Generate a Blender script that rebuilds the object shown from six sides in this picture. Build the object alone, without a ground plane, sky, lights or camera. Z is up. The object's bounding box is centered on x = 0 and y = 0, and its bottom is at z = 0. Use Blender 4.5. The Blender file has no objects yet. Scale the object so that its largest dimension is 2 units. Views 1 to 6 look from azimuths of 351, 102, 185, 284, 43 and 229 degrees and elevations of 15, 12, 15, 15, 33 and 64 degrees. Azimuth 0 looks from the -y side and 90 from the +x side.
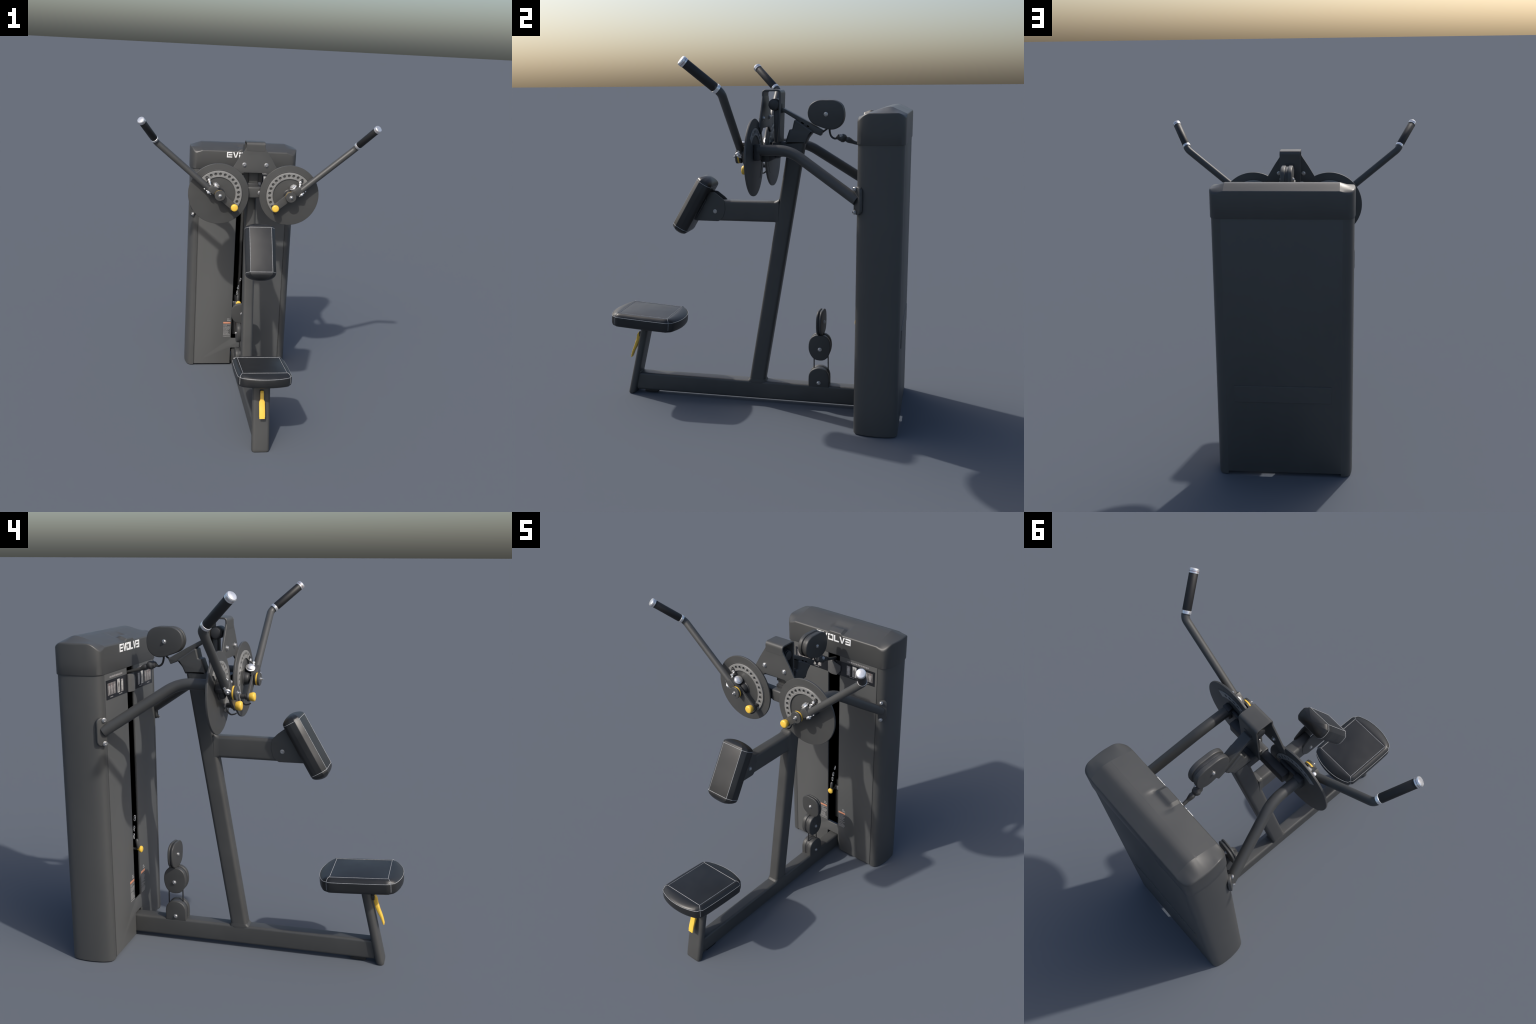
# Seated shoulder-raise strength machine: weight tower, leaning mast, lever arms on adjuster discs, seat and chest pad.
import bpy, bmesh, math, random
from mathutils import Vector, Matrix

random.seed(7)
SC = bpy.context.scene.collection

# ------------------------------------------------------------------ materials
def new_mat(name):
    m = bpy.data.materials.new(name); m.use_nodes = True
    nt = m.node_tree; nt.nodes.clear()
    out = nt.nodes.new('ShaderNodeOutputMaterial'); b = nt.nodes.new('ShaderNodeBsdfPrincipled')
    nt.links.new(b.outputs[0], out.inputs[0])
    return m, nt, b

def mat(name, col, rough=0.5, metal=0.0, spec=0.5, vary=0.10, scale=9.0, stretch=(1, 1, 1), grain=0.0, grain_scale=400, rvary=0.08, coat=0.0):
    """Plain surface: two-scale noise mottles the colour and roughness, fine noise gives grain."""
    m, nt, b = new_mat(name); N = nt.nodes; L = nt.links
    tc = N.new('ShaderNodeTexCoord'); mp = N.new('ShaderNodeMapping'); mp.inputs['Scale'].default_value = stretch
    L.new(tc.outputs['Object'], mp.inputs[0])
    n1 = N.new('ShaderNodeTexNoise'); n1.inputs['Scale'].default_value = scale; n1.inputs['Detail'].default_value = 5
    L.new(mp.outputs[0], n1.inputs['Vector'])
    r = N.new('ShaderNodeValToRGB')
    r.color_ramp.elements[0].position = 0.3; r.color_ramp.elements[1].position = 0.7
    lo = [c * (1 - vary) for c in col]; hi = [min(1, c * (1 + vary)) for c in col]
    r.color_ramp.elements[0].color = (*lo, 1); r.color_ramp.elements[1].color = (*hi, 1)
    L.new(n1.outputs['Fac'], r.inputs[0]); L.new(r.outputs[0], b.inputs['Base Color'])
    mr = N.new('ShaderNodeMapRange')
    mr.inputs['To Min'].default_value = max(0.02, rough - rvary); mr.inputs['To Max'].default_value = min(1, rough + rvary)
    L.new(n1.outputs['Fac'], mr.inputs[0]); L.new(mr.outputs[0], b.inputs['Roughness'])
    b.inputs['Metallic'].default_value = metal
    b.inputs['Specular IOR Level'].default_value = spec
    b.inputs['Coat Weight'].default_value = coat
    if grain:
        n2 = N.new('ShaderNodeTexNoise'); n2.inputs['Scale'].default_value = grain_scale; n2.inputs['Detail'].default_value = 2
        L.new(tc.outputs['Object'], n2.inputs['Vector'])
        bp = N.new('ShaderNodeBump'); bp.inputs['Strength'].default_value = grain; bp.inputs['Distance'].default_value = 0.001
        L.new(n2.outputs['Fac'], bp.inputs['Height']); L.new(bp.outputs[0], b.inputs['Normal'])
    return m

PAINT   = mat('frame_paint', (0.0525, 0.0535, 0.0530), 0.46, spec=0.5, vary=0.07, scale=6, grain=0.05)
DISCP   = mat('plate_paint', (0.0530, 0.0540, 0.0535), 0.46, vary=0.07, scale=8, grain=0.05)
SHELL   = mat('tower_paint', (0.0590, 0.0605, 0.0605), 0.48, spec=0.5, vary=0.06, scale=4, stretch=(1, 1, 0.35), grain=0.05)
FRONTP  = mat('front_panel_paint', (0.078, 0.080, 0.080), 0.48, spec=0.5, vary=0.06, scale=4, stretch=(1, 1, 0.35), grain=0.05)
CAPM    = mat('cover_plastic', (0.0500, 0.0512, 0.0510), 0.42, spec=0.5, vary=0.06, scale=5, grain=0.06)
BLACK   = mat('black_steel', (0.028, 0.029, 0.031), 0.5, vary=0.1)
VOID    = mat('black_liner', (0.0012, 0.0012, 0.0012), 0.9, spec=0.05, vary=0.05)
PLASTIC = mat('pulley_plastic', (0.045, 0.046, 0.046), 0.48, vary=0.08, grain=0.05)
VINYL   = mat('black_vinyl', (0.0145, 0.0155, 0.0168), 0.40, spec=0.5, vary=0.12, scale=14, grain=0.12, grain_scale=600)
RUBBER  = mat('grip_rubber', (0.010, 0.010, 0.011), 0.55, vary=0.1, grain=0.15, grain_scale=700)
STITCH  = mat('grey_thread', (0.30, 0.31, 0.32), 0.7, vary=0.25, scale=120)
STEEL   = mat('ring_steel', (0.24, 0.24, 0.235), 0.42, metal=0.25, vary=0.08, scale=30)
CHROME  = mat('bright_chrome', (0.80, 0.80, 0.80), 0.30, metal=0.80, vary=0.06, scale=60)
ALU     = mat('brushed_aluminium', (0.80, 0.80, 0.81), 0.28, metal=0.75, vary=0.10, scale=40)
BOLTM   = mat('bolt_zinc', (0.52, 0.52, 0.52), 0.30, metal=0.85, vary=0.08, scale=80)
YELLOW  = mat('yellow_plastic', (0.78, 0.50, 0.062), 0.42, vary=0.05, scale=40)
RED     = mat('red_band', (0.20, 0.055, 0.06), 0.5)
FAINT   = mat('figure_red', (0.20, 0.11, 0.11), 0.5)
WHITE   = mat('white_print', (0.82, 0.83, 0.83), 0.6, vary=0.02)
DECAL   = mat('decal_black', (0.014, 0.015, 0.018), 0.35, vary=0.1)
PICTO   = mat('picture_grey', (0.13, 0.125, 0.125), 0.5, vary=0.35, scale=90)
PICTO2  = mat('figure_grey', (0.27, 0.26, 0.26), 0.5, vary=0.30, scale=120)
TEXTG   = mat('label_text_grey', (0.24, 0.24, 0.24), 0.6, vary=0.2, scale=200)
PALE    = mat('pale_print', (0.42, 0.42, 0.41), 0.55, vary=0.2, scale=100)
ORANGE  = mat('warning_orange', (0.52, 0.23, 0.14), 0.55, vary=0.15, scale=100)
SHROUD  = mat('grey_shroud', (0.10, 0.10, 0.10), 0.45, vary=0.15, scale=20)
CABLE   = mat('black_cable', (0.020, 0.020, 0.021), 0.4, vary=0.1)

# ------------------------------------------------------------------ object helpers
ROOT = bpy.data.objects.new('strength_machine', None); SC.objects.link(ROOT)
ROOT['label'] = 'dark grey seated shoulder exercise machine with weight tower and lever arms'
ROOT['category'] = 'gym machine'

def finish(me, m, angle=35):
    me.materials.clear(); me.materials.append(m)
    for p in me.polygons: p.use_smooth = True
    me.set_sharp_from_angle(angle=math.radians(angle))
    return me

def add(name, me, parent=None):
    o = bpy.data.objects.new(name, me); SC.objects.link(o); o.parent = parent or ROOT
    return o

def from_bm(bm, name, m, angle=35):
    bmesh.ops.recalc_face_normals(bm, faces=bm.faces)
    me = bpy.data.meshes.new(name); bm.to_mesh(me); bm.free()
    return finish(me, m, angle)

def mirror_mesh(me):
    c = me.copy(); c.transform(Matrix.Scale(-1, 4, (1, 0, 0))); c.flip_normals()
    return c

def both(name, me, parents=(None, None)):
    """A part on the +x side and its mirror on the -x side."""
    return add(name, me, parents[0]), add(name, mirror_mesh(me), parents[1])

def frame(origin, z, x=None):
    z = Vector(z).normalized()
    if x is None: x = Vector((1, 0, 0)) if abs(z.x) < 0.9 else Vector((0, 1, 0))
    x = Vector(x); x = (x - z * x.dot(z)).normalized(); y = z.cross(x)
    M = Matrix((x, y, z)).transposed().to_4x4(); M.translation = Vector(origin)
    return M

XZ = lambda y: frame((0, y, 0), (0, -1, 0), (1, 0, 0))      # plate drawn in x,z, facing -y
YZ = lambda x: frame((x, 0, 0), (1, 0, 0), (0, 1, 0))       # plate drawn in y,z, facing +x

def box(name, lo, hi, m, bevel=0.003, seg=2, M=None):
    bm = bmesh.new(); bmesh.ops.create_cube(bm, size=1)
    lo, hi = Vector(lo), Vector(hi)
    for v in bm.verts: v.co = Vector([(lo[i] + hi[i]) / 2 + v.co[i] * (hi[i] - lo[i]) for i in range(3)])
    if bevel: bmesh.ops.bevel(bm, geom=bm.edges[:], offset=bevel, segments=seg, profile=0.5, affect='EDGES')
    if M: bmesh.ops.transform(bm, matrix=M, verts=bm.verts)
    return from_bm(bm, name, m)

def slab(name, outlines, thick, m, M, bevel=0.0015, res=2, angle=30):
    """Flat plate from closed 2-D outlines (later ones inside the first are holes), chamfered edges."""
    cu = bpy.data.curves.new(name, 'CURVE'); cu.dimensions = '2D'; cu.fill_mode = 'BOTH'
    for pts in outlines:
        sp = cu.splines.new('POLY'); sp.points.add(len(pts) - 1); sp.use_cyclic_u = True
        for p, q in zip(sp.points, pts): p.co = (q[0], q[1], 0, 1)
    cu.extrude = max(0, thick / 2 - bevel); cu.bevel_depth = bevel; cu.bevel_resolution = res; cu.offset = -bevel
    o = bpy.data.objects.new('tmp', cu); SC.objects.link(o)
    me = bpy.data.meshes.new_from_object(o.evaluated_get(bpy.context.evaluated_depsgraph_get()))
    bpy.data.objects.remove(o); bpy.data.curves.remove(cu)
    me.transform(M); me.name = name
    bm = bmesh.new(); bm.from_mesh(me); bmesh.ops.remove_doubles(bm, verts=bm.verts, dist=1e-5)
    bpy.data.meshes.remove(me)
    return from_bm(bm, name, m, angle)

def circle(c, r, n=32, a0=0.0):
    return [(c[0] + r * math.cos(a0 + 2 * math.pi * i / n), c[1] + r * math.sin(a0 + 2 * math.pi * i / n)) for i in range(n)]

def round_poly(pts, r, n=6):
    """Closed polygon with rounded corners; r is one radius or one per corner."""
    out = []; k = len(pts); rs = r if isinstance(r, (list, tuple)) else [r] * k
    for i in range(k):
        p = Vector(pts[i]).to_2d(); a = Vector(pts[i - 1]).to_2d() - p; b = Vector(pts[(i + 1) % k]).to_2d() - p
        ang = a.angle(b) / 2; d = min(rs[i] / math.tan(ang), a.length * 0.49, b.length * 0.49)
        if d < 1e-5 or math.pi - 2 * ang < 0.02: out.append(tuple(p)); continue
        s, e = p + a.normalized() * d, p + b.normalized() * d
        for j in range(n + 1):
            t = j / n; out.append(tuple((1 - t) ** 2 * s * 1 + 2 * t * (1 - t) * (p * 0.92 + (s + e) * 0.04) + t * t * e))
    return out

def smooth_loop(pts, n=8):
    """Smooth closed curve through control points."""
    k = len(pts); out = []
    for i in range(k):
        a, b, c, d = [Vector(pts[(i + j) % k]).to_2d() for j in (-1, 0, 1, 2)]
        for j in range(n):
            t = j / n
            p = 0.5 * ((2 * b) + (c - a) * t + (2 * a - 5 * b + 4 * c - d) * t * t + (3 * b - a - 3 * c + d) * t ** 3)
            out.append((p.x, p.y))
    return out

def rrect(w, h, r, n=6):
    """Rounded rectangle, half sizes w and h, true arcs."""
    pts = []
    for cx, cy, a in ((w - r, h - r, 0), (-w + r, h - r, 90), (-w + r, -h + r, 180), (w - r, -h + r, 270)):
        for j in range(n + 1):
            t = math.radians(a + 90 * j / n); pts.append((cx + r * math.cos(t), cy + r * math.sin(t)))
    return pts

def loft(name, rings, m, cap=True, angle=35):
    bm = bmesh.new(); R = [[bm.verts.new(p) for p in ring] for ring in rings]; n = len(R[0])
    for a, b in zip(R, R[1:]):
        for i in range(n): bm.faces.new((a[i], a[(i + 1) % n], b[(i + 1) % n], b[i]))
    if cap: bm.faces.new(R[0][::-1]); bm.faces.new(R[-1])
    return from_bm(bm, name, m, angle)

def lathe(name, prof, origin, axis, m, n=32, angle=35):
    """Turned part: prof is (distance along axis, radius)."""
    M = frame(origin, axis); rings = []
    for h, r in prof:
        r = max(r, 1e-4)
        rings.append([M @ Vector((r * math.cos(2 * math.pi * i / n), r * math.sin(2 * math.pi * i / n), h)) for i in range(n)])
    return loft(name, rings, m, True, angle)

def fillet(pts, r, n=10):
    pts = [Vector(p) for p in pts]; out = [pts[0]]
    for i in range(1, len(pts) - 1):
        p = pts[i]; a = pts[i - 1] - p; b = pts[i + 1] - p; rr = r[i - 1] if isinstance(r, (list, tuple)) else r
        d = min(rr / math.tan(a.angle(b) / 2), a.length * 0.49, b.length * 0.49)
        s, e = p + a.normalized() * d, p + b.normalized() * d
        for j in range(n + 1):
            t = j / n; out.append((1 - t) ** 2 * s + 2 * t * (1 - t) * p + t * t * e)
    out.append(pts[-1]); return out

def spline(pts, n=8):
    """Smooth open curve through points."""
    P = [Vector(p) for p in pts]; P = [2 * P[0] - P[1]] + P + [2 * P[-1] - P[-2]]; out = []
    for i in range(1, len(P) - 2):
        a, b, c, d = P[i - 1:i + 3]
        for j in range(n):
            t = j / n
            out.append(0.5 * ((2 * b) + (c - a) * t + (2 * a - 5 * b + 4 * c - d) * t * t + (3 * b - a - 3 * c + d) * t ** 3))
    out.append(P[-2]); return out

def tube(name, path, radius, m, n=20, closed=False, angle=40):
    """Round bar swept along a path; radius is a number or a function of 0..1."""
    P = [Vector(p) for p in path]; k = len(P)
    T = []
    for i in range(k):
        a = P[(i - 1) % k] if closed or i > 0 else P[i]; b = P[(i + 1) % k] if closed or i < k - 1 else P[i]
        T.append((b - a).normalized())
    nrm = T[0].orthogonal().normalized(); rings = []
    for i in range(k):
        nrm = (nrm - T[i] * nrm.dot(T[i])).normalized(); bi = T[i].cross(nrm)
        r = radius(i / (k - 1)) if callable(radius) else radius
        rings.append([P[i] + r * (math.cos(2 * math.pi * j / n) * nrm + math.sin(2 * math.pi * j / n) * bi) for j in range(n)])
    if closed: rings.append(rings[0])
    me = loft(name, rings, m, not closed, angle)
    return me

def join(name, meshes, m=None):
    bm = bmesh.new(); mats = []
    for me in meshes:
        k = len(bm.faces); bm.from_mesh(me); bm.faces.ensure_lookup_table()
        mt = me.materials[0]
        if mt not in mats: mats.append(mt)
        for f in bm.faces[k:]: f.material_index = mats.index(mt)
    out = bpy.data.meshes.new(name); bm.to_mesh(out); bm.free()
    for mt in mats: out.materials.append(mt)
    for p in out.polygons: p.use_smooth = True
    return out

# bolts share three meshes
def bolt_mesh(name, r, h, hexed=True):
    head = lathe(name, [(0, r * 1.25), (h * .15, r * 1.25), (h * .18, r), (h * .7, r * .98), (h, r * .7), (h, r * .38), (h * .6, r * .36), (h * .6, 0.0001)], (0, 0, 0), (0, 0, 1), BOLTM, 20, 30)
    return head
BOLT = bolt_mesh('bolt', 0.0095, 0.009)
def bolt(pos, axis, parent, scale=1.0, m=None):
    o = add('bolt', BOLT, parent); M = frame(pos, axis); o.matrix_local = M @ Matrix.Scale(scale, 4)
    return o

# ================================================================== WEIGHT TOWER
def plan(side_off=0.0, n=14):
    """Right-hand end of the tower in plan, front seam round to rear seam (bulging side)."""
    ctl = [(0.336, 0.6320), (0.357, 0.6335), (0.373, 0.642), (0.3855, 0.662), (0.395, 0.697), (0.4000, 0.745), (0.3990, 0.79), (0.3935, 0.830), (0.382, 0.857), (0.363, 0.869), (0.3355, 0.872)]
    return [(p.x + side_off * (1 if p.x > 0.35 else 0.6), p.y) for p in spline([(x, y, 0) for x, y in ctl], n // 3)]

BOT, NECK = 0.004, 1.572
def side_shell():
    outer = plan(); c = (0.33, 0.752)
    inner = [(0.325 + (x - 0.325) * 0.92, c[1] + (y - c[1]) * 0.965) for x, y in outer]
    ring = outer + inner[::-1]
    zs = [BOT, BOT + 0.012, 0.6, 1.2, NECK]
    sc = [0.985, 1, 1, 1, 1]
    rings = [[(0.33 + (x - 0.33) * s, 0.752 + (y - 0.752) * (1 - (1 - s) * .4), z) for x, y in ring] for z, s in zip(zs, sc)]
    return loft('tower_side', rings, SHELL, True, 40)
me = side_shell()
TOWER, TOWER_L = both('tower_side', me)
# front panel: an upside-down U around the slot, notched for the base beam
s, b = 0.045, 0.046
front = [(-.3345, .010), (-b, .010), (-b, .142), (b, .142), (b + .0, .075), (b + .016, .010), (.3345, .010), (.3345, NECK), (s, NECK), (s, .222), (-s, .222), (-s, NECK), (-.3345, NECK)]
front = round_poly(front, [.004, .004, .004, .004, .004, .002, .004, .002, .002, .008, .008, .002, .002], 3)
FRONT = add('front_panel', slab('front_panel', [front], 0.012, FRONTP, XZ(0.6375), 0.003, 2))
# pressed fold beside each seam
both('panel_fold', box('panel_fold', (.3290, .6305, .011), (.3342, .640, NECK), SHELL, .0015, 2), (FRONT, FRONT))
rear = [(-.3362, .021), (.3362, .021), (.3362, NECK), (-.3362, NECK)]
REAR = add('rear_panel', slab('rear_panel', [rear], 0.010, SHELL, XZ(0.8668), 0.0006, 1))
plate = round_poly([(-.279, .472), (.288, .472), (.288, .575), (-.279, .575)], .004, 3)
add('rear_access_plate', slab('rear_access_plate', [plate], 0.008, SHELL, XZ(0.8722), 0.0030, 3), REAR)
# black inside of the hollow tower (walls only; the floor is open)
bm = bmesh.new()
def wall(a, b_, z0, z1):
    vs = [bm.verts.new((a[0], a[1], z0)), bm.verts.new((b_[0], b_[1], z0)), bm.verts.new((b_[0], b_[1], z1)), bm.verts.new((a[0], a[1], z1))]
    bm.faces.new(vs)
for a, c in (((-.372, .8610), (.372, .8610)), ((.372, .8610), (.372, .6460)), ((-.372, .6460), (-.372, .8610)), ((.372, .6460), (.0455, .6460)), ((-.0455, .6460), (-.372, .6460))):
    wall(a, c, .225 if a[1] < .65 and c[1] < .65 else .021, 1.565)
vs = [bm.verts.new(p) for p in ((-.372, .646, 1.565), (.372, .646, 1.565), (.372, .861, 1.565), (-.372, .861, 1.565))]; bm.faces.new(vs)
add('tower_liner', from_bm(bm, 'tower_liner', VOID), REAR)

# cap with crowned roof, drooping ends and a finger tab over the logo
def cap_outline():
    ctl = plan(0.0)
    grow = [(0.0, .6285), (.10, .6285), (.20, .6285), (.28, .6285), (.318, .6285)]
    right = [(x + 0.0045 * min(1, max(0, (x - .33) / .03)), y - 0.004 if y < .7 else y + (0.004 if y > .82 else 0)) for x, y in ctl]
    rear_ = [(.318, .876), (.28, .876), (.20, .876), (.10, .876), (0.0, .876)]
    r = grow + right + rear_
    return r + [(-x, y) for x, y in r[::-1] if x > 1e-6]
def roof(x, y):
    ks = [(.62, 1.7005), (.645, 1.7095), (.68, 1.7235), (.72, 1.7375), (.755, 1.7480), (.782, 1.7535), (.798, 1.7535), (.83, 1.7395), (.885, 1.7140)]
    for (y0, z0), (y1, z1) in zip(ks, ks[1:]):
        if y <= y1:
            z = z0 + (z1 - z0) * (y - y0) / (y1 - y0); break
    else: z = ks[-1][1]
    e = max(0, abs(x) - .318)
    if e > 0:      # end pieces run out to a level rim with rounded corners
        rim = 1.7235 - 14 * max(0, .690 - y) ** 2 - 14 * max(0, y - .828) ** 2
        z += (rim - z) * min(1, e / .085)
    return z
out = cap_outline()
# extra stations along the straight edges so the finger tab resolves
fine = []
for i, p in enumerate(out):
    q = out[(i + 1) % len(out)]; kk = 12 if abs(p[0] - q[0]) > .05 and max(abs(p[0]), abs(q[0])) <= .319 else 1
    for j in range(kk): fine.append((p[0] + (q[0] - p[0]) * j / kk, p[1] + (q[1] - p[1]) * j / kk))
out = fine
rings = [[(x * .975, .752 + (y - .752) * .93, 1.5675) for x, y in out], [(x * .997, .752 + (y - .752) * .99, 1.565) for x, y in out],
         [(x, y, 1.568) for x, y in out], [(x, y, 1.62) for x, y in out]]
def step(t, a_, b_): return max(0, min(1, (t - a_) / (b_ - a_)))
for d in (0.0, 0.0008, 0.0025, 0.005, 0.0085, 0.012, 0.017, 0.022, 0.028, 0.035, 0.042, 0.05, 0.06, 0.072, 0.085, 0.10, 0.113, 0.12):
    ring = []
    for x, y in out:
        c = Vector((max(-.318, min(.318, x)), .752)); q = c + (Vector((x, y)) - c) * max(0.015, 1 - d / .122)
        rr = .008 if y < .7 else (.004 if y > .86 and abs(x) < .35 else .008)
        drop = rr - math.sqrt(max(0, rr * rr - (rr - min(rr, d)) ** 2))
        z = roof(q.x, q.y)
        if y < .70:
            tab = step(abs(x - .008), .058, .042)
            z += .012 * tab * step(q.y, .698, .668)
            scoop = step(abs(x - .008), .075, .055) * step(q.y, .668, .69) * step(q.y, .735, .71)
            z -= .007 * scoop
            drop *= 1 - .45 * tab
        ring.append((q.x, q.y, z - drop))
    rings.append(ring)
cover = loft('tower_cover', rings, CAPM, True, 26)
for e in cover.edges:       # crease where the end pieces begin
    a_, b_ = (cover.vertices[i].co for i in e.vertices)
    if abs(abs(a_.x) - .318) < 5e-4 and abs(abs(b_.x) - .318) < 5e-4 and min(a_.z, b_.z) > 1.64: e.use_edge_sharp = True
CAP = add('tower_cover', cover)

# wordmark on the cover: block letters with a mirrored last E
H, W, G, ST = 0.041, 0.040, 0.0056, 0.0084
def letter_E(x, flip=False):
    w = W; bars = [[(0, 0), (w, 0), (w, ST), (ST, ST), (ST, H - ST), (w, H - ST), (w, H), (0, H)], [(ST + .004, H / 2 - ST / 2), (w, H / 2 - ST / 2), (w, H / 2 + ST / 2), (ST + .004, H / 2 + ST / 2)]]
    if flip: bars = [[(w - a, c) for a, c in q][::-1] for q in bars]
    return [[(x + a, c) for a, c in q] for q in bars]
def letter_V(x):
    w = W; return [[(x, H), (x + w * .36, 0), (x + w * .64, 0), (x + w, H), (x + w - ST * 1.1, H), (x + w / 2, ST * .9), (x + ST * 1.1, H)]]
def letter_O(x):
    w = W * 1.05
    return [[(x, 0), (x + w, 0), (x + w, H), (x + w * .46, H), (x + w * .40, H - ST), (x + w - ST, H - ST), (x + w - ST, ST), (x + ST, ST), (x + ST, H * .52), (x, H * .60)],
            [(x, H * .70), (x, H), (x + w * .36, H), (x + w * .30, H - ST), (x + ST, H - ST), (x + ST, H * .62)]]
def letter_L(x):
    w = W * .92; return [[(x, 0), (x + w, 0), (x + w, ST), (x + ST, ST), (x + ST, H), (x, H)]]
x0, z0 = -.136, 1.655
shapes = []; x = x0
for f, w in ((letter_E, W), (letter_V, W), (letter_O, W * 1.05), (letter_L, W * .92), (letter_V, W)):
    shapes.append(f(x)); x += w + G
shapes.append(letter_E(x, True))
for i, sh in enumerate(shapes):
    polys = [slab('letter', [[(a, z0 + c) for a, c in q]], 0.003, WHITE, XZ(0.6278), 0.0004, 1) for q in sh]
    add('letter', join('letter', polys) if len(polys) > 1 else polys[0], CAP)

# exercise picture strips under the cover
def strip(x0_, x1_, flip):
    base = slab('instruction_decal', [round_poly([(x0_, 1.431), (x1_, 1.431), (x1_, 1.530), (x0_, 1.530)], .003, 3)], 0.002, DECAL, XZ(0.6312), 0.0005, 1)
    d = add('instruction_decal', base, FRONT)
    w = x1_ - x0_; sx = lambda t: (x1_ - t * w) if flip else (x0_ + t * w)
    def rect(name, t0, t1, za, zb, m, y):
        a, c = sorted((sx(t0), sx(t1)))
        return slab(name, [[(a, za), (c, za), (c, zb), (a, zb)]], 0.0016, m, XZ(y), 0.0003, 1)
    add('picture_panel', rect('picture_panel', .06, .44, 1.452, 1.514, PICTO, 0.6302), d)
    def figure(t, wid, m, y):
        cx = sx(t); k = wid
        torso = [(cx - k * .25, 1.456), (cx - k * .30, 1.478), (cx - k * .5, 1.488), (cx - k * .42, 1.500), (cx - k * .15, 1.502), (cx, 1.512), (cx + k * .15, 1.502), (cx + k * .42, 1.500), (cx + k * .5, 1.488), (cx + k * .30, 1.478), (cx + k * .25, 1.456), (cx + k * .04, 1.456), (cx, 1.474), (cx - k * .04, 1.456)]
        return slab('figure', [torso], 0.0014, m, XZ(y), 0.0002, 1)
    figs = [figure(t, .022, PICTO2, 0.6294) for t in (.13, .25, .37)]
    figs.append(rect('f', .12, .14, 1.500, 1.512, FAINT, .6288)); figs.append(rect('f', .245, .255, 1.492, 1.508, FAINT, .6288))
    o = add('figure_print', join('figure_print', figs), d); o['kind'] = 'stuff'
    tall = [rect('t', .52, .635, 1.449, 1.520, PALE, .6302), rect('t', .70, .80, 1.449, 1.514, PICTO2, .6302),
            figure(.575, .018, PICTO, .6294), figure(.75, .017, PALE, .6294)]
    o = add('figure_print', join('figure_print', tall), d); o['kind'] = 'stuff'
    caps = []
    for t0, t1 in ((.17, .30), (.58, .74)):
        n = 6
        for k in range(n):
            if random.random() < .85: caps.append(rect('c', t0 + (t1 - t0) * k / n, t0 + (t1 - t0) * (k + .75) / n, 1.4395, 1.4435, TEXTG, .6302))
    o = add('caption_print', join('caption_print', caps), d); o['kind'] = 'stuff'
    heads = []
    t = .18
    while t < .76:
        wd = random.uniform(.025, .045); heads.append(rect('h', t, t + wd, 1.5385, 1.5475, PICTO2, .6312)); t += wd + .012
    o = add('heading_print', join('heading_print', heads), d); o['kind'] = 'stuff'
add('decal_bridge', slab('decal_bridge', [[(-.051, 1.432), (.051, 1.432), (.051, 1.529), (-.051, 1.529)]], .002, DECAL, XZ(.6300), .0005, 1), FRONT)
strip(-.318, -.049, False)
strip(.049, .318, True)
# warning labels beside the slot
for a, c in ((-.110, -.053), (.053, .110)):
    band = add('warning_label', slab('warning_label', [[(a, .345), (c, .345), (c, .358), (a, .358)]], 0.002, ORANGE, XZ(0.6312), 0.0004, 1), FRONT)
    rows = [slab('r', [[(c - .026 + k * .009, .367 + j * .012), (c - .019 + k * .009, .367 + j * .012), (c - .019 + k * .009, .375 + j * .012), (c - .026 + k * .009, .375 + j * .012)]], .0016, TEXTG, XZ(.6313), .0003, 1) for k in range(3) for j in range(2) if (k, j) != (2, 1)]
    z = .338
    while z > .232:
        x = a + .002; paras = random.choice((1, .8, .6, 1))
        while x < a + (c - a) * paras - .004:
            w = random.uniform(.005, .012); w = min(w, c - x - .001)
            rows.append(slab('r', [[(x, z - .0042), (x + w, z - .0042), (x + w, z), (x, z)]], .0016, TEXTG, XZ(.6313), .0003, 1)); x += w + .002
        z -= .0072 if random.random() < .75 else .011
    o = add('label_print', join('label_print', rows), band); o['kind'] = 'stuff'

# inside the slot: guide rod, stack column, selector pin
INS = add('guide_rod', lathe('guide_rod', [(0, .013), (1.25, .013)], (.011, .704, .25), (0, 0, 1), PLASTIC, 20), REAR)
add('stack_column', box('stack_column', (-.030, .700, .232), (-.004, .720, .466), PLASTIC, .003), REAR)
add('stack_head', join('stack_head', [box('h', (-.040, .698, .468), (-.002, .73, .508), BOLTM, .008), box('h', (-.028, .700, .505), (-.004, .73, .56), PLASTIC, .010)]), REAR)
PIN = add('selector_pin', lathe('selector_pin', [(0, .007), (.045, .007)], (-.001, .615, .521), (0, 1, 0), PLASTIC, 16), REAR)
add('pin_knob', lathe('pin_knob', [(0, .006), (.001, .014), (.005, .0185), (.012, .0195), (.016, .0165), (.020, .011), (.026, .010)], (-.001, .594, .521), (0, 1, 0), YELLOW, 24), PIN)
add('pin_sleeve', lathe('pin_sleeve', [(0, .008), (.003, .010), (.045, .010), (.052, .007), (.055, .003)], (-.006, .618, .528), (0.02, 0.15, 1), PLASTIC, 16), PIN)
links = []
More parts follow.
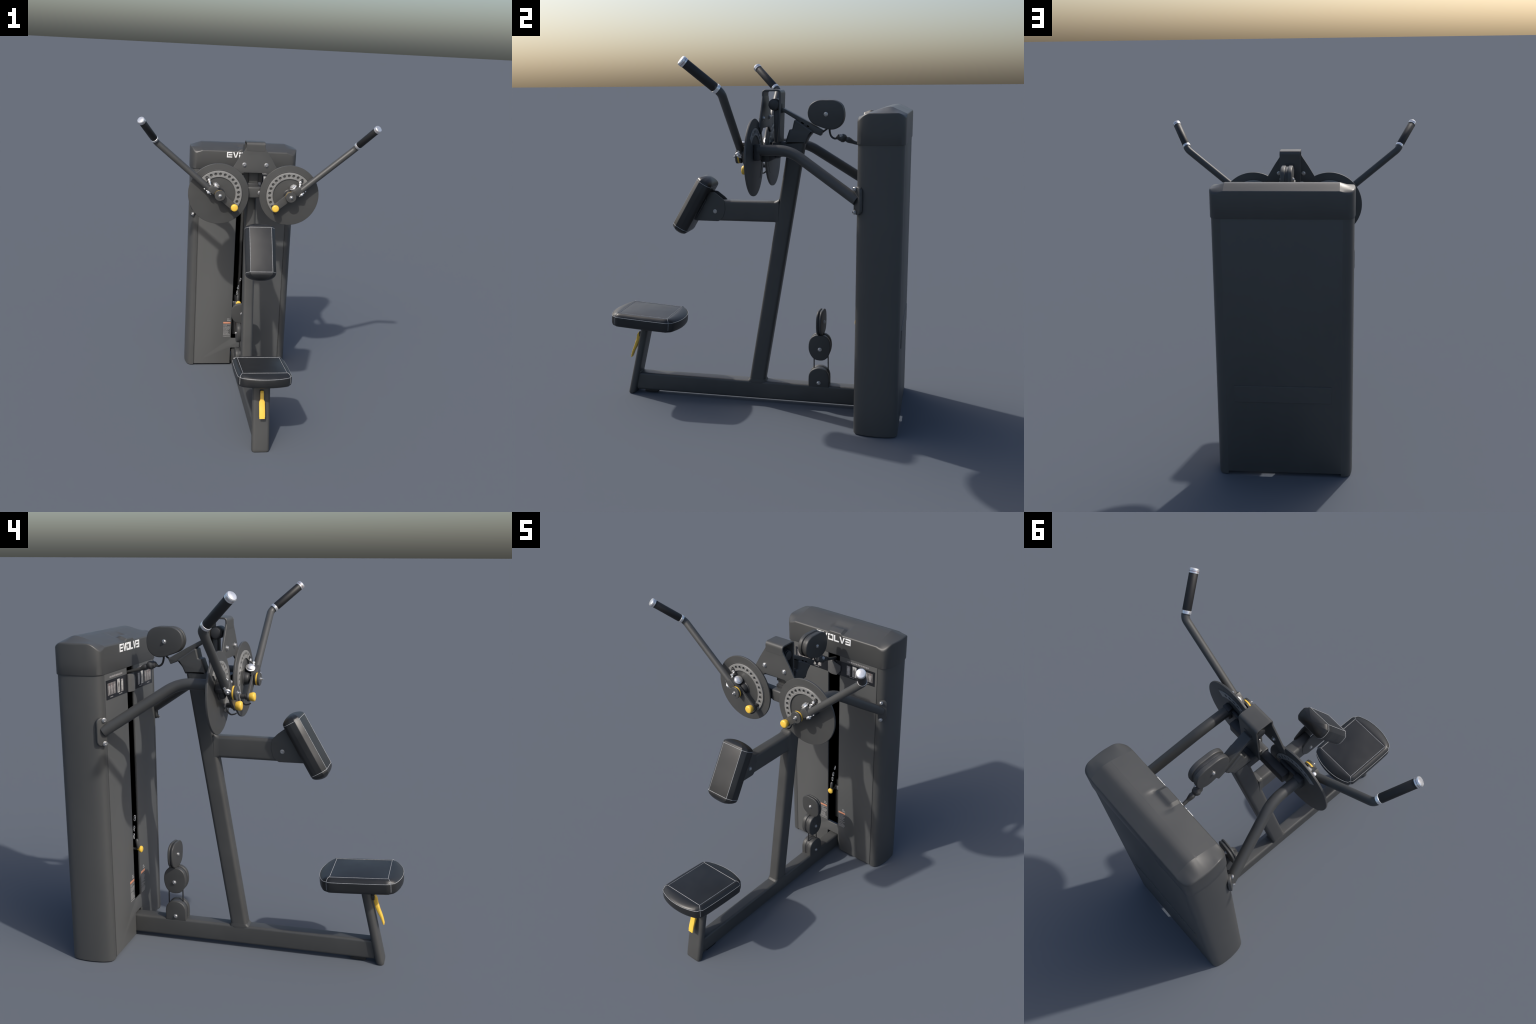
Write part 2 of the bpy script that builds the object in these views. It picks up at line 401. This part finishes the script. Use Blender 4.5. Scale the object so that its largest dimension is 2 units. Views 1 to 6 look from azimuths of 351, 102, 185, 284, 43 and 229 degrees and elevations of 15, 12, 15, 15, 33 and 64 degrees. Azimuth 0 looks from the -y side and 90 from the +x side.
for k in (0, 1, 3, 4, 7, 8):
    a = k * 1.1; z = .592 + k * .0145
    c = Vector((-.012 + .024 * (k / 8) ** 1.5, .640, z)); u = Vector((math.cos(a), math.sin(a), 0)) * .005
    ringpts = [c + u * math.cos(t) + Vector((0, 0, .0085)) * math.sin(t) for t in [2 * math.pi * i / 12 for i in range(12)]]
    links.append(tube('link', ringpts, .0018, CHROME, 8, True))
o = add('retaining_chain', join('retaining_chain', links), PIN); o['kind'] = 'stuff'
# bright grey shroud where the cable enters the tower
sh = []
for i in range(13):
    t = i / 12; x = -.043 + .098 * t; w = math.sin(math.pi * t)
    zt = 1.527 - .012 * t - .020 * max(0, t - .55) / .45; zb = 1.432 + .03 * max(0, t - .75) / .25
    yy = .6260 - .016 * w * (1 - t * .4)
    sh.append([(x, yy, zb), (x, yy - .002, zt), (x, yy + .004, zt + .002), (x, yy + .008, zb)])
add('cable_shroud', loft('cable_shroud', sh, SHROUD, True, 60), FRONT)

# ================================================================== FRAME
def bar(name, sections, m=PAINT):
    """Rounded rectangular tube: sections are (centre, half_x, half_other, corner, along)."""
    rings = []
    for c, hx, hy, r, ax in sections:
        pts = rrect(hx, hy, r, 5)
        rings.append([Vector(c) + Vector((p[0], p[1], 0)) if ax == 'z' else Vector(c) + Vector((p[0], 0, p[1])) for p in pts])
    return loft(name, rings, m, True, 40)

BEAM = add('base_beam', bar('base_beam', [((0, -.745, .076), .038, .055, .014, 'y'), ((0, .665, .076), .038, .055, .014, 'y')]))
add('rubber_foot', box('rubber_foot', (-.028, -.700, .006), (.028, -.615, .024), RUBBER, .004), BEAM)
# front seat post, leaning back, rounded foot
ps = []
for z, k in ((0.0, .84), (.003, .93), (.010, .985), (.022, 1.0), (.10, 1), (.44, 1)):
    yf = -.7990 + (z - .012) * .237; yr = yf + .0455
    ps.append(((0, (yf + yr) / 2, z), .057 * (1 if k == 1 else k ** .35), (yr - yf) / 2 * k, .020 * k, 'z'))
POST = add('seat_post', bar('seat_post', ps))
add('weld_bead', box('weld_bead', (-.039, -.735, .121), (.039, -.722, .135), PAINT, .005), POST)

# mast
def mast_y(z): return (-.0535 + .1695 * z, .0425 + .1690 * z)
ms = []
for z in (.115, .5, 1.0, 1.55):
    f, r = mast_y(z); ms.append(((0, (f + r) / 2, z), .0385, (r - f) / 2, .020, 'z'))
MAST = add('mast', bar('mast', ms))
f, r = mast_y(.13)
fl = []
for z, g in ((.126, .010), (.131, .009), (.136, .004), (.143, .0005)):
    fl.append(((0, (f + r) / 2 + (z - .13) * .169, z), .039, (r - f) / 2 + g, .018, 'z'))
add('weld_bead', bar('weld_bead', fl), MAST)
head = round_poly([(.190, 1.542), (.3070, 1.542), (.322, 1.575), (.352, 1.612), (.254, 1.676), (.243, 1.672), (.232, 1.624), (.216, 1.622), (.197, 1.565)], [.004, .004, .012, .004, .006, .006, .006, .008, .008], 4)
add('mast_head', slab('mast_head', [head], .082, PAINT, YZ(0), .010, 3), MAST)
add('mast_bridge', box('mast_bridge', (-.038, .118, 1.470), (.038, .262, 1.5535), BLACK, .008), MAST)
# channel carrying the top pulley
ch = round_poly([(.168, 1.738), (.182, 1.738), (.300, 1.676), (.404, 1.616), (.391, 1.587), (.352, 1.603), (.30, 1.640), (.245, 1.680), (.190, 1.713), (.168, 1.720)], [.004, .01, .01, .004, .004, .02, .02, .02, .02, .004], 4)
CHAN = add('top_channel', slab('top_channel', [ch], .056, PAINT, YZ(0), .004, 2), MAST)
sl = Vector((0, .403 - .182, 1.615 - 1.738)).normalized(); nn = Vector((0, -sl.z, sl.y))
for t, k in ((.13, 1.0), (.165, .7)):
    p = Vector((.0285, .182, 1.732)) + sl * t - nn * .013
    add('slot_hole_patch', box('slot_hole_patch', (-.008 * k, -.0035, -.001), (.008 * k, .0035, .0008), VOID, .0004, 1, frame(p, (1, 0, 0), sl)), CHAN)  # flat black patches laid on the channel side, no hole is cut

# boom towards the chest pad
bs = [((0, y, 1.1555), .036, .060, .018, 'y') for y in (-.240, 0, .20)]
BOOM = add('pad_boom', bar('pad_boom', bs))
f, r = mast_y(1.155)
wb = [((0, y, 1.1555), .0362 + g * .2, .060 + g, .018, 'y') for y, g in ((f - .016, .0002), (f - .008, .002), (f + .000, .006), (f + .012, .014))]
add('weld_bead', bar('weld_bead', wb), BOOM)
brk = round_poly([(-.350, 1.096), (-.20, 1.0945), (-.172, 1.12), (-.160, 1.165), (-.165, 1.215), (-.180, 1.230), (-.222, 1.262), (-.26, 1.265)], [.01, .02, .03, .03, .02, .03, .02, .01], 4)
both('pad_bracket', slab('pad_bracket', [brk], .007, PAINT, YZ(.0352), .0015, 2), (BOOM, BOOM))
for sx in (1, -1): bolt((.0385 * sx, -.221, 1.152), (sx, 0, 0), BOOM)

# curved braces from cross beam to tower
path = fillet([(.268, .090, 1.5245), (.268, .262, 1.5255), (.3705, .632, 1.2825)], .22, 14)
bt = tube('brace_tube', path, .0288, PAINT, 28)
br, bl = both('brace_tube', bt)
both('brace_socket', box('brace_socket', (.244, .071, 1.470), (.294, .106, 1.556), BLACK, .006), (br, bl))
Mb = frame((.378, .640, 1.281), (.66, -.75, 0), (0, 0, 1))
flange = slab('brace_flange', [rrect(.0735, .028, .027, 8)], .020, PAINT, Mb, .006, 3)
fr, fl_ = both('brace_flange', flange, (br, bl))
for sx, par in ((1, br), (-1, bl)):
    for z in (1.3415, 1.2215):
        ax = Vector((.66 * sx, -.75, 0)).normalized(); tg = Vector((-.75 * sx, -.66, 0)); bolt(Vector((.378 * sx, .640, z)) + ax * .012 + tg * .012, ax, par, 1.1)
    both_b = None

# ================================================================== ADJUSTER DISCS AND YOKE
DC, DZ, DR = .244, 1.483, .2074
dr, dl = both('adjuster_disc', slab('adjuster_disc', [circle((DC, DZ), DR, 96)], .012, DISCP, XZ(.0634), .0025, 3, 20))
# holed arc (angles mirrored onto the +x disc), proud on both faces
a0, a1, step = math.radians(180 - 140), math.radians(180 + 47), math.radians(13.5)
arc = []
n = 60
for i in range(n + 1): t = a0 + (a1 - a0) * i / n; arc.append((DC + .159 * math.cos(t), DZ + .159 * math.sin(t)))
for i in range(n + 1): t = a1 - (a1 - a0) * i / n; arc.append((DC + .1155 * math.cos(t), DZ + .1155 * math.sin(t)))
holes = []
for k in range(14):
    t = math.radians(180 - 127.0) + k * step
    holes.append(circle((DC + .137 * math.cos(t), DZ + .137 * math.sin(t)), .0098, 18))
both('holed_arc', slab('holed_arc', [arc] + holes, .0165, STEEL, XZ(.0583), .0015, 2, 25), (dr, dl))
b1 = math.radians(180 - 5); back = []
for i in range(41): t = a0 + .05 + (b1 - a0) * i / 40; back.append((DC + .157 * math.cos(t), DZ + .157 * math.sin(t)))
for i in range(41): t = b1 + .05 - (b1 - a0) * i / 40; back.append((DC + .118 * math.cos(t), DZ + .118 * math.sin(t)))
both('holed_arc', slab('holed_arc', [back] + holes[1:9], .004, STEEL, XZ(.0702), .0008, 1, 25), (dr, dl))
rim = []
for i in range(n + 1): t = a0 + (a1 - a0) * i / n; rim.append((DC + .166 * math.cos(t), DZ + .166 * math.sin(t)))
for i in range(n + 1): t = a1 - (a1 - a0) * i / n; rim.append((DC + .1605 * math.cos(t), DZ + .1605 * math.sin(t)))
both('arc_border', slab('arc_border', [rim], .0150, DISCP, XZ(.0632), .001, 1, 25), (dr, dl))

# yoke: folded strap plus flared front plate
strap_path = fillet([(0, .0725, 1.78), (0, .0725, 1.8355), (0, .1705, 1.8355), (0, .1605, 1.553)], .018, 6)
def strap(path, half, t):
    rings = []
    for i, p in enumerate(path):
        a = path[max(0, i - 1)]; b_ = path[min(len(path) - 1, i + 1)]; d = (b_ - a).normalized(); nn_ = Vector((0, d.z, -d.y))
        rings.append([p + nn_ * t / 2 + Vector((half - .002, 0, 0)), p + nn_ * (t / 2 - .002) + Vector((half, 0, 0)), p - nn_ * (t / 2 - .002) + Vector((half, 0, 0)), p - nn_ * t / 2 + Vector((half - .002, 0, 0)),
                      p - nn_ * t / 2 - Vector((half - .002, 0, 0)), p - nn_ * (t / 2 - .002) - Vector((half, 0, 0)), p + nn_ * (t / 2 - .002) - Vector((half, 0, 0)), p + nn_ * t / 2 - Vector((half - .002, 0, 0))])
    return loft('yoke', rings, DISCP, True, 30)
YOKE = add('yoke', strap(strap_path, .0645, .010))
fp = [(.0645, 1.806), (.069, 1.795), (.109, 1.735), (.149, 1.668), (.16, 1.640), (.125, 1.600), (.092, 1.620), (.076, 1.6315)]
fp = fp + [(-x, z) for x, z in fp[::-1]]
tilt = Matrix.Translation((0, .0655, 1.63)) @ Matrix.Rotation(math.radians(-0.3), 4, 'X') @ Matrix.Translation((0, -.0655, -1.63))
fpm = slab('yoke_plate', [fp], .010, DISCP, tilt @ XZ(.0728), .002, 2)
YP = add('yoke_plate', fpm, YOKE)
for sx in (1, -1):
    bolt((.0755 * sx, .0676, 1.686), (0, -1, .01), YP, 1.25)
    bolt((.0785 * sx, .0780, 1.686), (0, 1, 0), YP, 1.1)
add('roller', lathe('roller', [(0, .024), (.002, .0275), (.010, .0275), (.0105, .031), (.014, .0325), (.096, .0325), (.0995, .031), (.100, .0275), (.108, .0275), (.110, .024)], (-.052, .1335, 1.758), (1, 0, 0), BLACK, 36), YOKE)
add('roller_arm', join('roller_arm', [box('a', (-.031, .128, 1.46), (.033, .158, 1.755), PAINT, .006)]), YOKE)
add('yoke_slot_patch', slab('yoke_slot_patch', [round_poly([(-.028, 1.712), (.031, 1.712), (.031, 1.765), (-.028, 1.765)], .008, 4)], .0025, BLACK, XZ(.1734), .0008, 1), YOKE)  # dark plate added on the rear leg in place of a cut slot
CB = add('cross_beam', box('cross_beam', (-.205, .090, 1.456), (.205, .137, 1.527), BLACK, .007))
add('cross_beam_cover', box('cross_beam_cover', (-.044, .0810, 1.454), (.050, .130, 1.5320), DISCP, .011, 4), CB)
both('cross_rail', box('cross_rail', (.130, .0705, 1.474), (.255, .0895, 1.540), BLACK, .004), (CB, CB))
bolt((.043, .0808, 1.493), (0, -1, 0), CB, 1.3)

# ================================================================== LEVER ARMS
hx, hz = .242, 1.4865
A = Vector((math.cos(math.radians(40)), 0, math.sin(math.radians(40)))); Pp = Vector((-A.z, 0, A.x))   # along the arm, across it
arm_path = fillet([(.297, .008, 1.5125), (.674, .008, 1.828), (.705, -.045, 1.879)], .055, 12)
arm = tube('lever_arm', arm_path, .0215, PAINT, 24)
ar, al = both('lever_arm', arm)
e0 = Vector((.6815, -.010, 1.8445)); e1 = Vector((.7800, -.1635, 1.9880)); gd = (e1 - e0).normalized(); gl = (e1 - e0).length
both('grip_collar', lathe('grip_collar', [(0, .0215), (.0015, .0242), (.008, .0252), (.017, .0247), (.019, .0215)], e0 - gd * .004, gd, ALU, 28), (ar, al))
gr, gL = both('grip', lathe('grip', [(0, .0222), (.002, .0234), (gl - .05, .0234), (gl - .048, .0222)], e0 + gd * .0145, gd, RUBBER, 28), (ar, al))
both('grip_cap', lathe('grip_cap', [(0, .0240), (.001, .0250), (.009, .0250), (.0095, .0242), (.0105, .0242), (.011, .0253), (.020, .0250), (.0245, .0216), (.0262, .013), (.0268, .001)], e1 - gd * .0335, gd, ALU, 28), (ar, al))
both('cap_band', lathe('cap_band', [(0, .0249), (.0012, .0252), (.0022, .0249)], e1 - gd * .0245, gd, RED, 28), (ar, al))

Ma = Matrix.Rotation(-math.radians(40), 4, 'Y'); Ma.translation = Vector((hx, 0, hz))    # x along arm, z across
# clevis between hub and arm, lever towards the knob
clev = join('arm_clevis', [box('c', (.010, -.008, -.026), (.066, .022, .022), PAINT, .004, 2, Ma), box('c', (.034, -.016, -.028), (.088, .034, .020), PAINT, .005, 2, Ma)])
cr, cl = both('arm_clevis', clev, (ar, al))
lev = round_poly([(-.152, -.020), (-.125, -.024), (.015, -.0275), (.015, .0275), (-.125, .024), (-.152, .018)], [.014, .02, .01, .01, .02, .014], 5)
Ml = Ma @ frame((0, .0075, 0), (0, -1, 0), (1, 0, 0))
lr, ll = both('release_lever', slab('release_lever', [lev], .014, PAINT, Ml, .003, 2), (ar, al))
# hub stack on the disc axis
hub = lathe('hub', [(0, .040), (.004, .040), (.008, .0345), (.022, .0335), (.030, .029), (.034, .022), (.035, .0155), (.062, .0155), (.063, .0345), (.0715, .0345), (.0725, .030)], (hx, .059, hz), (0, -1, 0), BLACK, 36, 30)
hr, hl = both('hub', hub, (ar, al))
both('hub_ring', lathe('hub_ring', [(0, .0335), (.001, .0352), (.0085, .0352), (.0095, .0335)], (hx, -.0125, hz), (0, -1, 0), YELLOW, 36), (hr, hl))
both('hub_cap', lathe('hub_cap', [(0, .034), (.001, .0362), (.011, .0362), (.0125, .0345), (.0135, .012), (.0135, .001)], (hx, -.0215, hz), (0, -1, 0), PAINT, 36, 25), (hr, hl))
both('hub_nut', lathe('hub_nut', [(0, .0125), (.002, .0125), (.0022, .0095), (.007, .0095), (.008, .006), (.0145, .0058), (.0165, .003)], (hx, -.0340, hz), (0, -1, 0), BOLTM, 20, 25), (hr, hl))
# knob, plunger and trigger hook
kx, kz = .1405, 1.4035
both('knob', lathe('knob', [(0, .0145), (.002, .0175), (.016, .0225), (.026, .0250), (.034, .0247), (.039, .022), (.041, .016), (.0415, .001)], (kx, .0095, kz), (0, -1, 0), YELLOW, 32, 50), (lr, ll))
both('plunger', lathe('plunger', [(0, .008), (.008, .008), (.009, .0128), (.040, .0128), (.041, .017), (.048, .017)], (kx, .064, kz), (0, -1, 0), BLACK, 24), (lr, ll))
hook = spline([(kx + .004, .056, kz - .012), (kx + .004, .046, kz - .030), (kx + .006, .028, kz - .045), (kx + .008, .008, kz - .043), (kx + .008, -.004, kz - .037)], 6)
both('trigger_hook', tube('trigger_hook', hook, lambda t: .0052 - .002 * t, BLACK, 12), (lr, ll))
# bright adjuster hardware around the clevis
def at(u, y, v): return Ma @ Vector((u, y, v))
hw = [lathe('w', [(0, .013), (.004, .017), (.006, .026), (.011, .0265), (.013, .020), (.021, .0195), (.024, .013), (.025, .001)], at(.054, .030, .022), Pp + Vector((0, -.25, 0)), CHROME, 24),
      lathe('w', [(0, .0145), (.004, .0175), (.009, .0175), (.012, .009), (.017, .008), (.019, .001)], at(.068, -.004, -.028), -Pp, CHROME, 24),
      box('w', (.046, -.010, -.041), (.090, .010, -.033), CHROME, .003, 2, Ma),
      lathe('w', [(0, .007), (.016, .007), (.017, .0105), (.024, .0105), (.026, .006)], at(.088, .020, .006), A + Vector((0, .2, 0)) + Pp * .7, CHROME, 16),
      lathe('w', [(0, .0095), (.012, .0095), (.013, .0115), (.019, .0115), (.021, .008)], (.3235, .062, 1.588), (0, -1, 0), BLACK, 20),
      box('w', (.104, .034, .016), (.124, .046, .034), CHROME, .005, 2, Ma),
      lathe('w', [(0, .004), (.018, .004), (.019, .0065), (.026, .006)], at(.094, .004, -.016), -Pp + A * .4, CHROME, 12)]
both('clevis_hardware', join('clevis_hardware', hw), (cr, cl))
both('plunger_housing', box('plunger_housing', (.062, .018, -.046), (.098, .056, .010), BLACK, .006, 2, Ma), (cr, cl))

# ================================================================== PULLEYS AND CABLE
def pulley(name, outline, M, half, bolts=(1, 1), inner=.010, bolt_at=(0, 0)):
    """Two cover plates with a recessed sheave between them."""
    cv = half - inner
    m1 = slab(name, [outline], cv, PLASTIC, M @ Matrix.Translation((0, 0, inner + cv / 2)), min(.006, cv * .35), 3)
    m2 = slab(name, [outline], cv, PLASTIC, M @ Matrix.Translation((0, 0, -inner - cv / 2)), min(.006, cv * .35), 3)
    cx = sum(p[0] for p in outline) / len(outline); cy = sum(p[1] for p in outline) / len(outline)
    core = [(cx + (x - cx) * .93, cy + (y - cy) * .93) for x, y in outline]
    o = add(name, join(name, [m1, m2]))
    add('sheave', slab('sheave', [core], inner * 2 + .004, BLACK, M, .001, 1), o)
    ax = (M.to_3x3() @ Vector((0, 0, 1)))
    for k, s_ in zip(bolts, (1, -1)):
        if k: bolt(M @ Vector((bolt_at[0], bolt_at[1], s_ * half)), ax * s_, o)
    return o
oval = smooth_loop([(.318, 1.706), (.331, 1.755), (.370, 1.780), (.420, 1.783), (.470, 1.780), (.508, 1.755), (.521, 1.706), (.512, 1.660), (.483, 1.630), (.445, 1.622), (.395, 1.634), (.340, 1.660)], 5)
pulley('top_pulley', [(y - .420, z - 1.706) for y, z in oval], frame((0, .420, 1.706), (1, 0, 0), (0, 1, 0)), .034, (1, 1), .0075)
p2 = smooth_loop([(.328, .362), (.336, .408), (.362, .434), (.396, .439), (.430, .432), (.452, .405), (.458, .362), (.448, .318), (.425, .291), (.393, .284), (.360, .293), (.337, .322)], 5)
pulley('floating_pulley', [(y - .395, z - .353) for y, z in p2], frame((0, .395, .353), (1, 0, 0), (0, 1, 0)), .035, (1, 1), .007)
p3 = [(.329, .120)] + [(.329, .165)] + [(.390 + .061 * math.cos(t) * (1.0), .172 + .066 * math.sin(t) ** .85) for t in [math.pi * (1 - i / 20) for i in range(1, 20)]] + [(.451, .165), (.451, .120)]
pulley('base_pulley', [(y - .390, z - .148) for y, z in p3], frame((0, .390, .148), (1, 0, 0), (0, 1, 0)), .0385, (1, 1), .008)
sq = smooth_loop([(-.076, 0), (-.070, .045), (-.040, .071), (0, .075), (.042, .070), (.070, .042), (.076, 0), (.066, -.045), (.038, -.070), (0, -.075), (-.040, -.069), (-.068, -.044)], 5)
yaw = math.radians(4)
pulley('swivel_pulley', sq, frame((0, .398, .511), (-math.sin(yaw), -math.cos(yaw), 0), (math.cos(yaw), -math.sin(yaw), 0)), .0155, (1, 1), .0035)
add('pulley_clevis', box('pulley_clevis', (-.012, .388, .425), (.012, .416, .45), BLACK, .003))
strands = [tube('s', [(0, .357, .300), (.0, .357, .215)], .0035, CABLE, 10), tube('s', [(0, .440, .31), (0, .4415, .20)], .0035, CABLE, 10)]
add('lower_cable', join('lower_cable', strands))
cab = spline([(0, .437, 1.632), (0, .438, 1.608), (0, .447, 1.584), (0, .466, 1.572), (0, .486, 1.577)], 6)
CABL = add('upper_cable', tube('upper_cable', cab, .0055, CABLE, 12))
add('channel_link', tube('channel_link', [(0, .398, 1.607), (0, .425, 1.627)], .005, CABLE, 10), CABL)
con = spline([(0, .470, 1.573), (0, .490, 1.578), (0, .515, 1.574), (0, .540, 1.566), (0, .570, 1.553), (0, .600, 1.545), (0, .650, 1.532)], 8)
def lump(t):
    pts = [(0, .005), (.08, .010), (.14, .018), (.22, .019), (.30, .0245), (.38, .021), (.44, .013), (.50, .0165), (.56, .015), (.66, .010), (1, .0085)]
    for (a, ra), (c, rc) in zip(pts, pts[1:]):
        if t <= c: return ra + (rc - ra) * (t - a) / (c - a)
    return pts[-1][1]
cn = tube('cable_connector', con, lump, PLASTIC, 16)
add('cable_connector', cn, CABL)
bolt((.016, .503, 1.590), (.8, -.2, .6), CABL, .8)

# ================================================================== UPHOLSTERY
def soft_pad(name, inner, outer, levels, M, m, n=18):
    """Cushion: rings pass from the stitched top rectangle (inner) to the bulged outer outline."""
    rings = []
    for k, z, shrink in levels:
        ring = []
        for (ix, iy), (ox, oy) in zip(inner, outer):
            crown = .0065 * max(0, 1 - (shrink * ix / .1365) ** 2) * max(0, 1 - (shrink * iy / .152) ** 2) if k == 0 and z > -.02 else 0
            ring.append(M @ Vector(((ix + (ox - ix) * k) * shrink, (iy + (oy - iy) * k) * shrink, z + crown)))
        rings.append(ring)
    return loft(name, rings, m, True, 60)

def quad_loop(hw_, hl_, bulge_side, bulge_end, corner, n=16):
    """Closed loop of 4n points: rectangle whose sides bow out and corners are eased."""
    pts = []
    cs = [(hw_, -hl_), (hw_, hl_), (-hw_, hl_), (-hw_, -hl_)]
    for k in range(4):
        a, c = Vector(cs[k]), Vector(cs[(k + 1) % 4]); d = (c - a).normalized(); nrm = Vector((d.y, -d.x)); bg = bulge_side if k % 2 == 0 else bulge_end
        for j in range(n):
            t = (j + .0) / n; p = a.lerp(c, t) + nrm * bg * (1 - abs(2 * t - 1) ** 2.2)
            e = min(t, 1 - t) * (c - a).length
            w = max(0, 1 - e / max(corner, 1e-6))
            p = p * (1 - .06 * w * w) if corner > 0 else p
            pts.append((p.x, p.y))
    return pts

SEAT_C = Vector((0, -.6535, .5265)); slope = math.radians(-3.8)
MS = Matrix.Translation(SEAT_C) @ Matrix.Rotation(slope, 4, 'X')
ns = 20
inn = quad_loop(.1365, .1520, 0, 0, 0, ns); outr = quad_loop(.166, .178, .004, .0450, .028, ns)
lev_ = [(0, .0004, .02), (0, .0004, .2), (0, .0004, .4), (0, .0004, .6), (0, .0004, .75), (0, .0004, .88), (0, .0003, .96), (0, 0, 1), (.12, .0012, 1), (.28, .0010, 1), (.46, -.0012, 1), (.64, -.0052, 1), (.80, -.0105, 1), (.92, -.0160, 1), (.98, -.0210, 1), (1.0, -.0280, 1), (1.0, -.054, 1), (.975, -.066, 1), (.91, -.0735, 1), (.78, -.0775, 1), (.5, -.079, 1), (0, -.079, .9), (0, -.079, .02)]
SEAT = add('seat', soft_pad('seat', inn, outr, lev_, MS, VINYL))
def stitched(name, loops, parent, r=.0013, closed=True):
    tubes = [tube('s', l, r, STITCH, 6, c) for l, c in loops]
    o = add(name, join(name, tubes), parent); o['kind'] = 'stuff'; return o
def seam(kz, pts_idx=None):
    k, z = kz; return [MS @ Vector((ix + (ox - ix) * k, iy + (oy - iy) * k, z)) for (ix, iy), (ox, oy) in zip(inn, outr)]
loops = [(seam((0, .0008)), True), (seam((.985, -.0195)), True)]
for i in (0, ns, 2 * ns, 3 * ns):     # corner seams, run down the border
    l = []
    for k, z, s_ in lev_[7:18]:
        (ix, iy), (ox, oy) = inn[i], outr[i]; kk = k + .012
        l.append(MS @ Vector((ix + (ox - ix) * kk, iy + (oy - iy) * kk, z + .0006)))
    loops.append((l, False))
stitched('seat_stitching', loops, SEAT)
for s_ in (.965,):
    l2 = []
add('seat_plate', box('seat_plate', (-.07, -.74, .437), (.07, -.56, .452), BLACK, .004), SEAT)
# yellow height lever on the post
lp = spline([(0, -.722, .378), (0, -.733, .366), (0, -.741, .335), (0, -.754, .300), (0, -.772, .262), (0, -.786, .222)], 6)
rg = []
for i, p in enumerate(lp):
    t = i / (len(lp) - 1)
    w = (.011 + .001 * t if t < .42 else min(.0185, .0115 + (t - .42) * .10)) * (1 if t < .95 else .93)
    th = .013 - .003 * t if t < .42 else .0115 - .0085 * (t - .42) / .58
    q = rrect(w, th, min(w, th) * .5, 3); d = (lp[min(i + 1, len(lp) - 1)] - lp[max(i - 1, 0)]).normalized(); nn_ = Vector((0, d.z, -d.y))
    rg.append([p + Vector((a, 0, 0)) + nn_ * c for a, c in q])
add('height_lever', loft('height_lever', rg, YELLOW, True, 50), SEAT)
add('lever_mount', box('lever_mount', (-.013, -.732, .355), (.013, -.70, .385), BLACK, .004), SEAT)

# chest pad: bolster with an eight-sided soft section and domed ends
PC = Vector((0, -.3865, 1.2085)); d = Vector((0, .5025, .8646)); nf = Vector((0, -.8646, .5025))
def pad_pt(x, u, w): return PC + Vector((x, 0, 0)) + d * u + nf * w
sec = [(-.0725, .003), (.0725, .003), (.0965, -.020), (.0985, -.050), (.0955, -.074), (.078, -.091), (-.078, -.091), (-.0955, -.074), (-.0985, -.050), (-.0965, -.020)]
sec = round_poly(sec, [.003, .003, .008, .03, .02, .015, .015, .02, .03, .008], 4)
wc = -.044
levels = []
for t in [0, .12, .3, .5, .68, .82, .92, .98, 1.0]:      # lower dome
    levels.append((-.151 - .042 * math.sqrt(max(0, 1 - t * t)), max(.02, t)))
body = [(-.1505, 1.0), (-.146, 1.004), (-.05, 1.004), (.06, 1.004), (.147, 1.004), (.1515, 1.0)]
up = [(.152 + .034 * math.sqrt(max(0, 1 - t * t)), max(.02, t)) for t in [1.0, .98, .92, .82, .68, .5, .3, .12, 0]]
rings = []
for u, k in levels + body + up:
    kk = .985 if (k == 1.0) else k
    ring = []
    for x, w in sec:      # the section softens to an ellipse towards the dome tips
        a_ = math.atan2((w - wc) / .047, x / .098); m_ = 1 if k >= 1 else k ** 1.5
        ex, ew = .094 * math.cos(a_), .044 * math.sin(a_)
        ring.append(pad_pt((ex + (x - ex) * m_) * kk, u, wc + (ew + (w - wc - ew) * m_) * kk))
    rings.append(ring)
PAD = add('chest_pad', loft('chest_pad', rings, VINYL, True, 60))
loops = []
for u in (-.1475, .1490):
    loops.append(([pad_pt(x * 1.006, u, wc + (w - wc) * 1.006) for x, w in sec], True))
for x in (-.0715, .0715):
    loops.append(([pad_pt(x, u, .0030) for u in (-.1475, -.05, .05, .1490)], False))
stitched('pad_stitching', loops, PAD)
add('pad_backing', box('pad_backing', (-.05, -.07, -.006), (.05, .07, .006), BLACK, .003, 2, frame(PC + nf * -.091, -nf, d) @ Matrix.Rotation(math.pi / 2, 4, 'Z')), PAD)
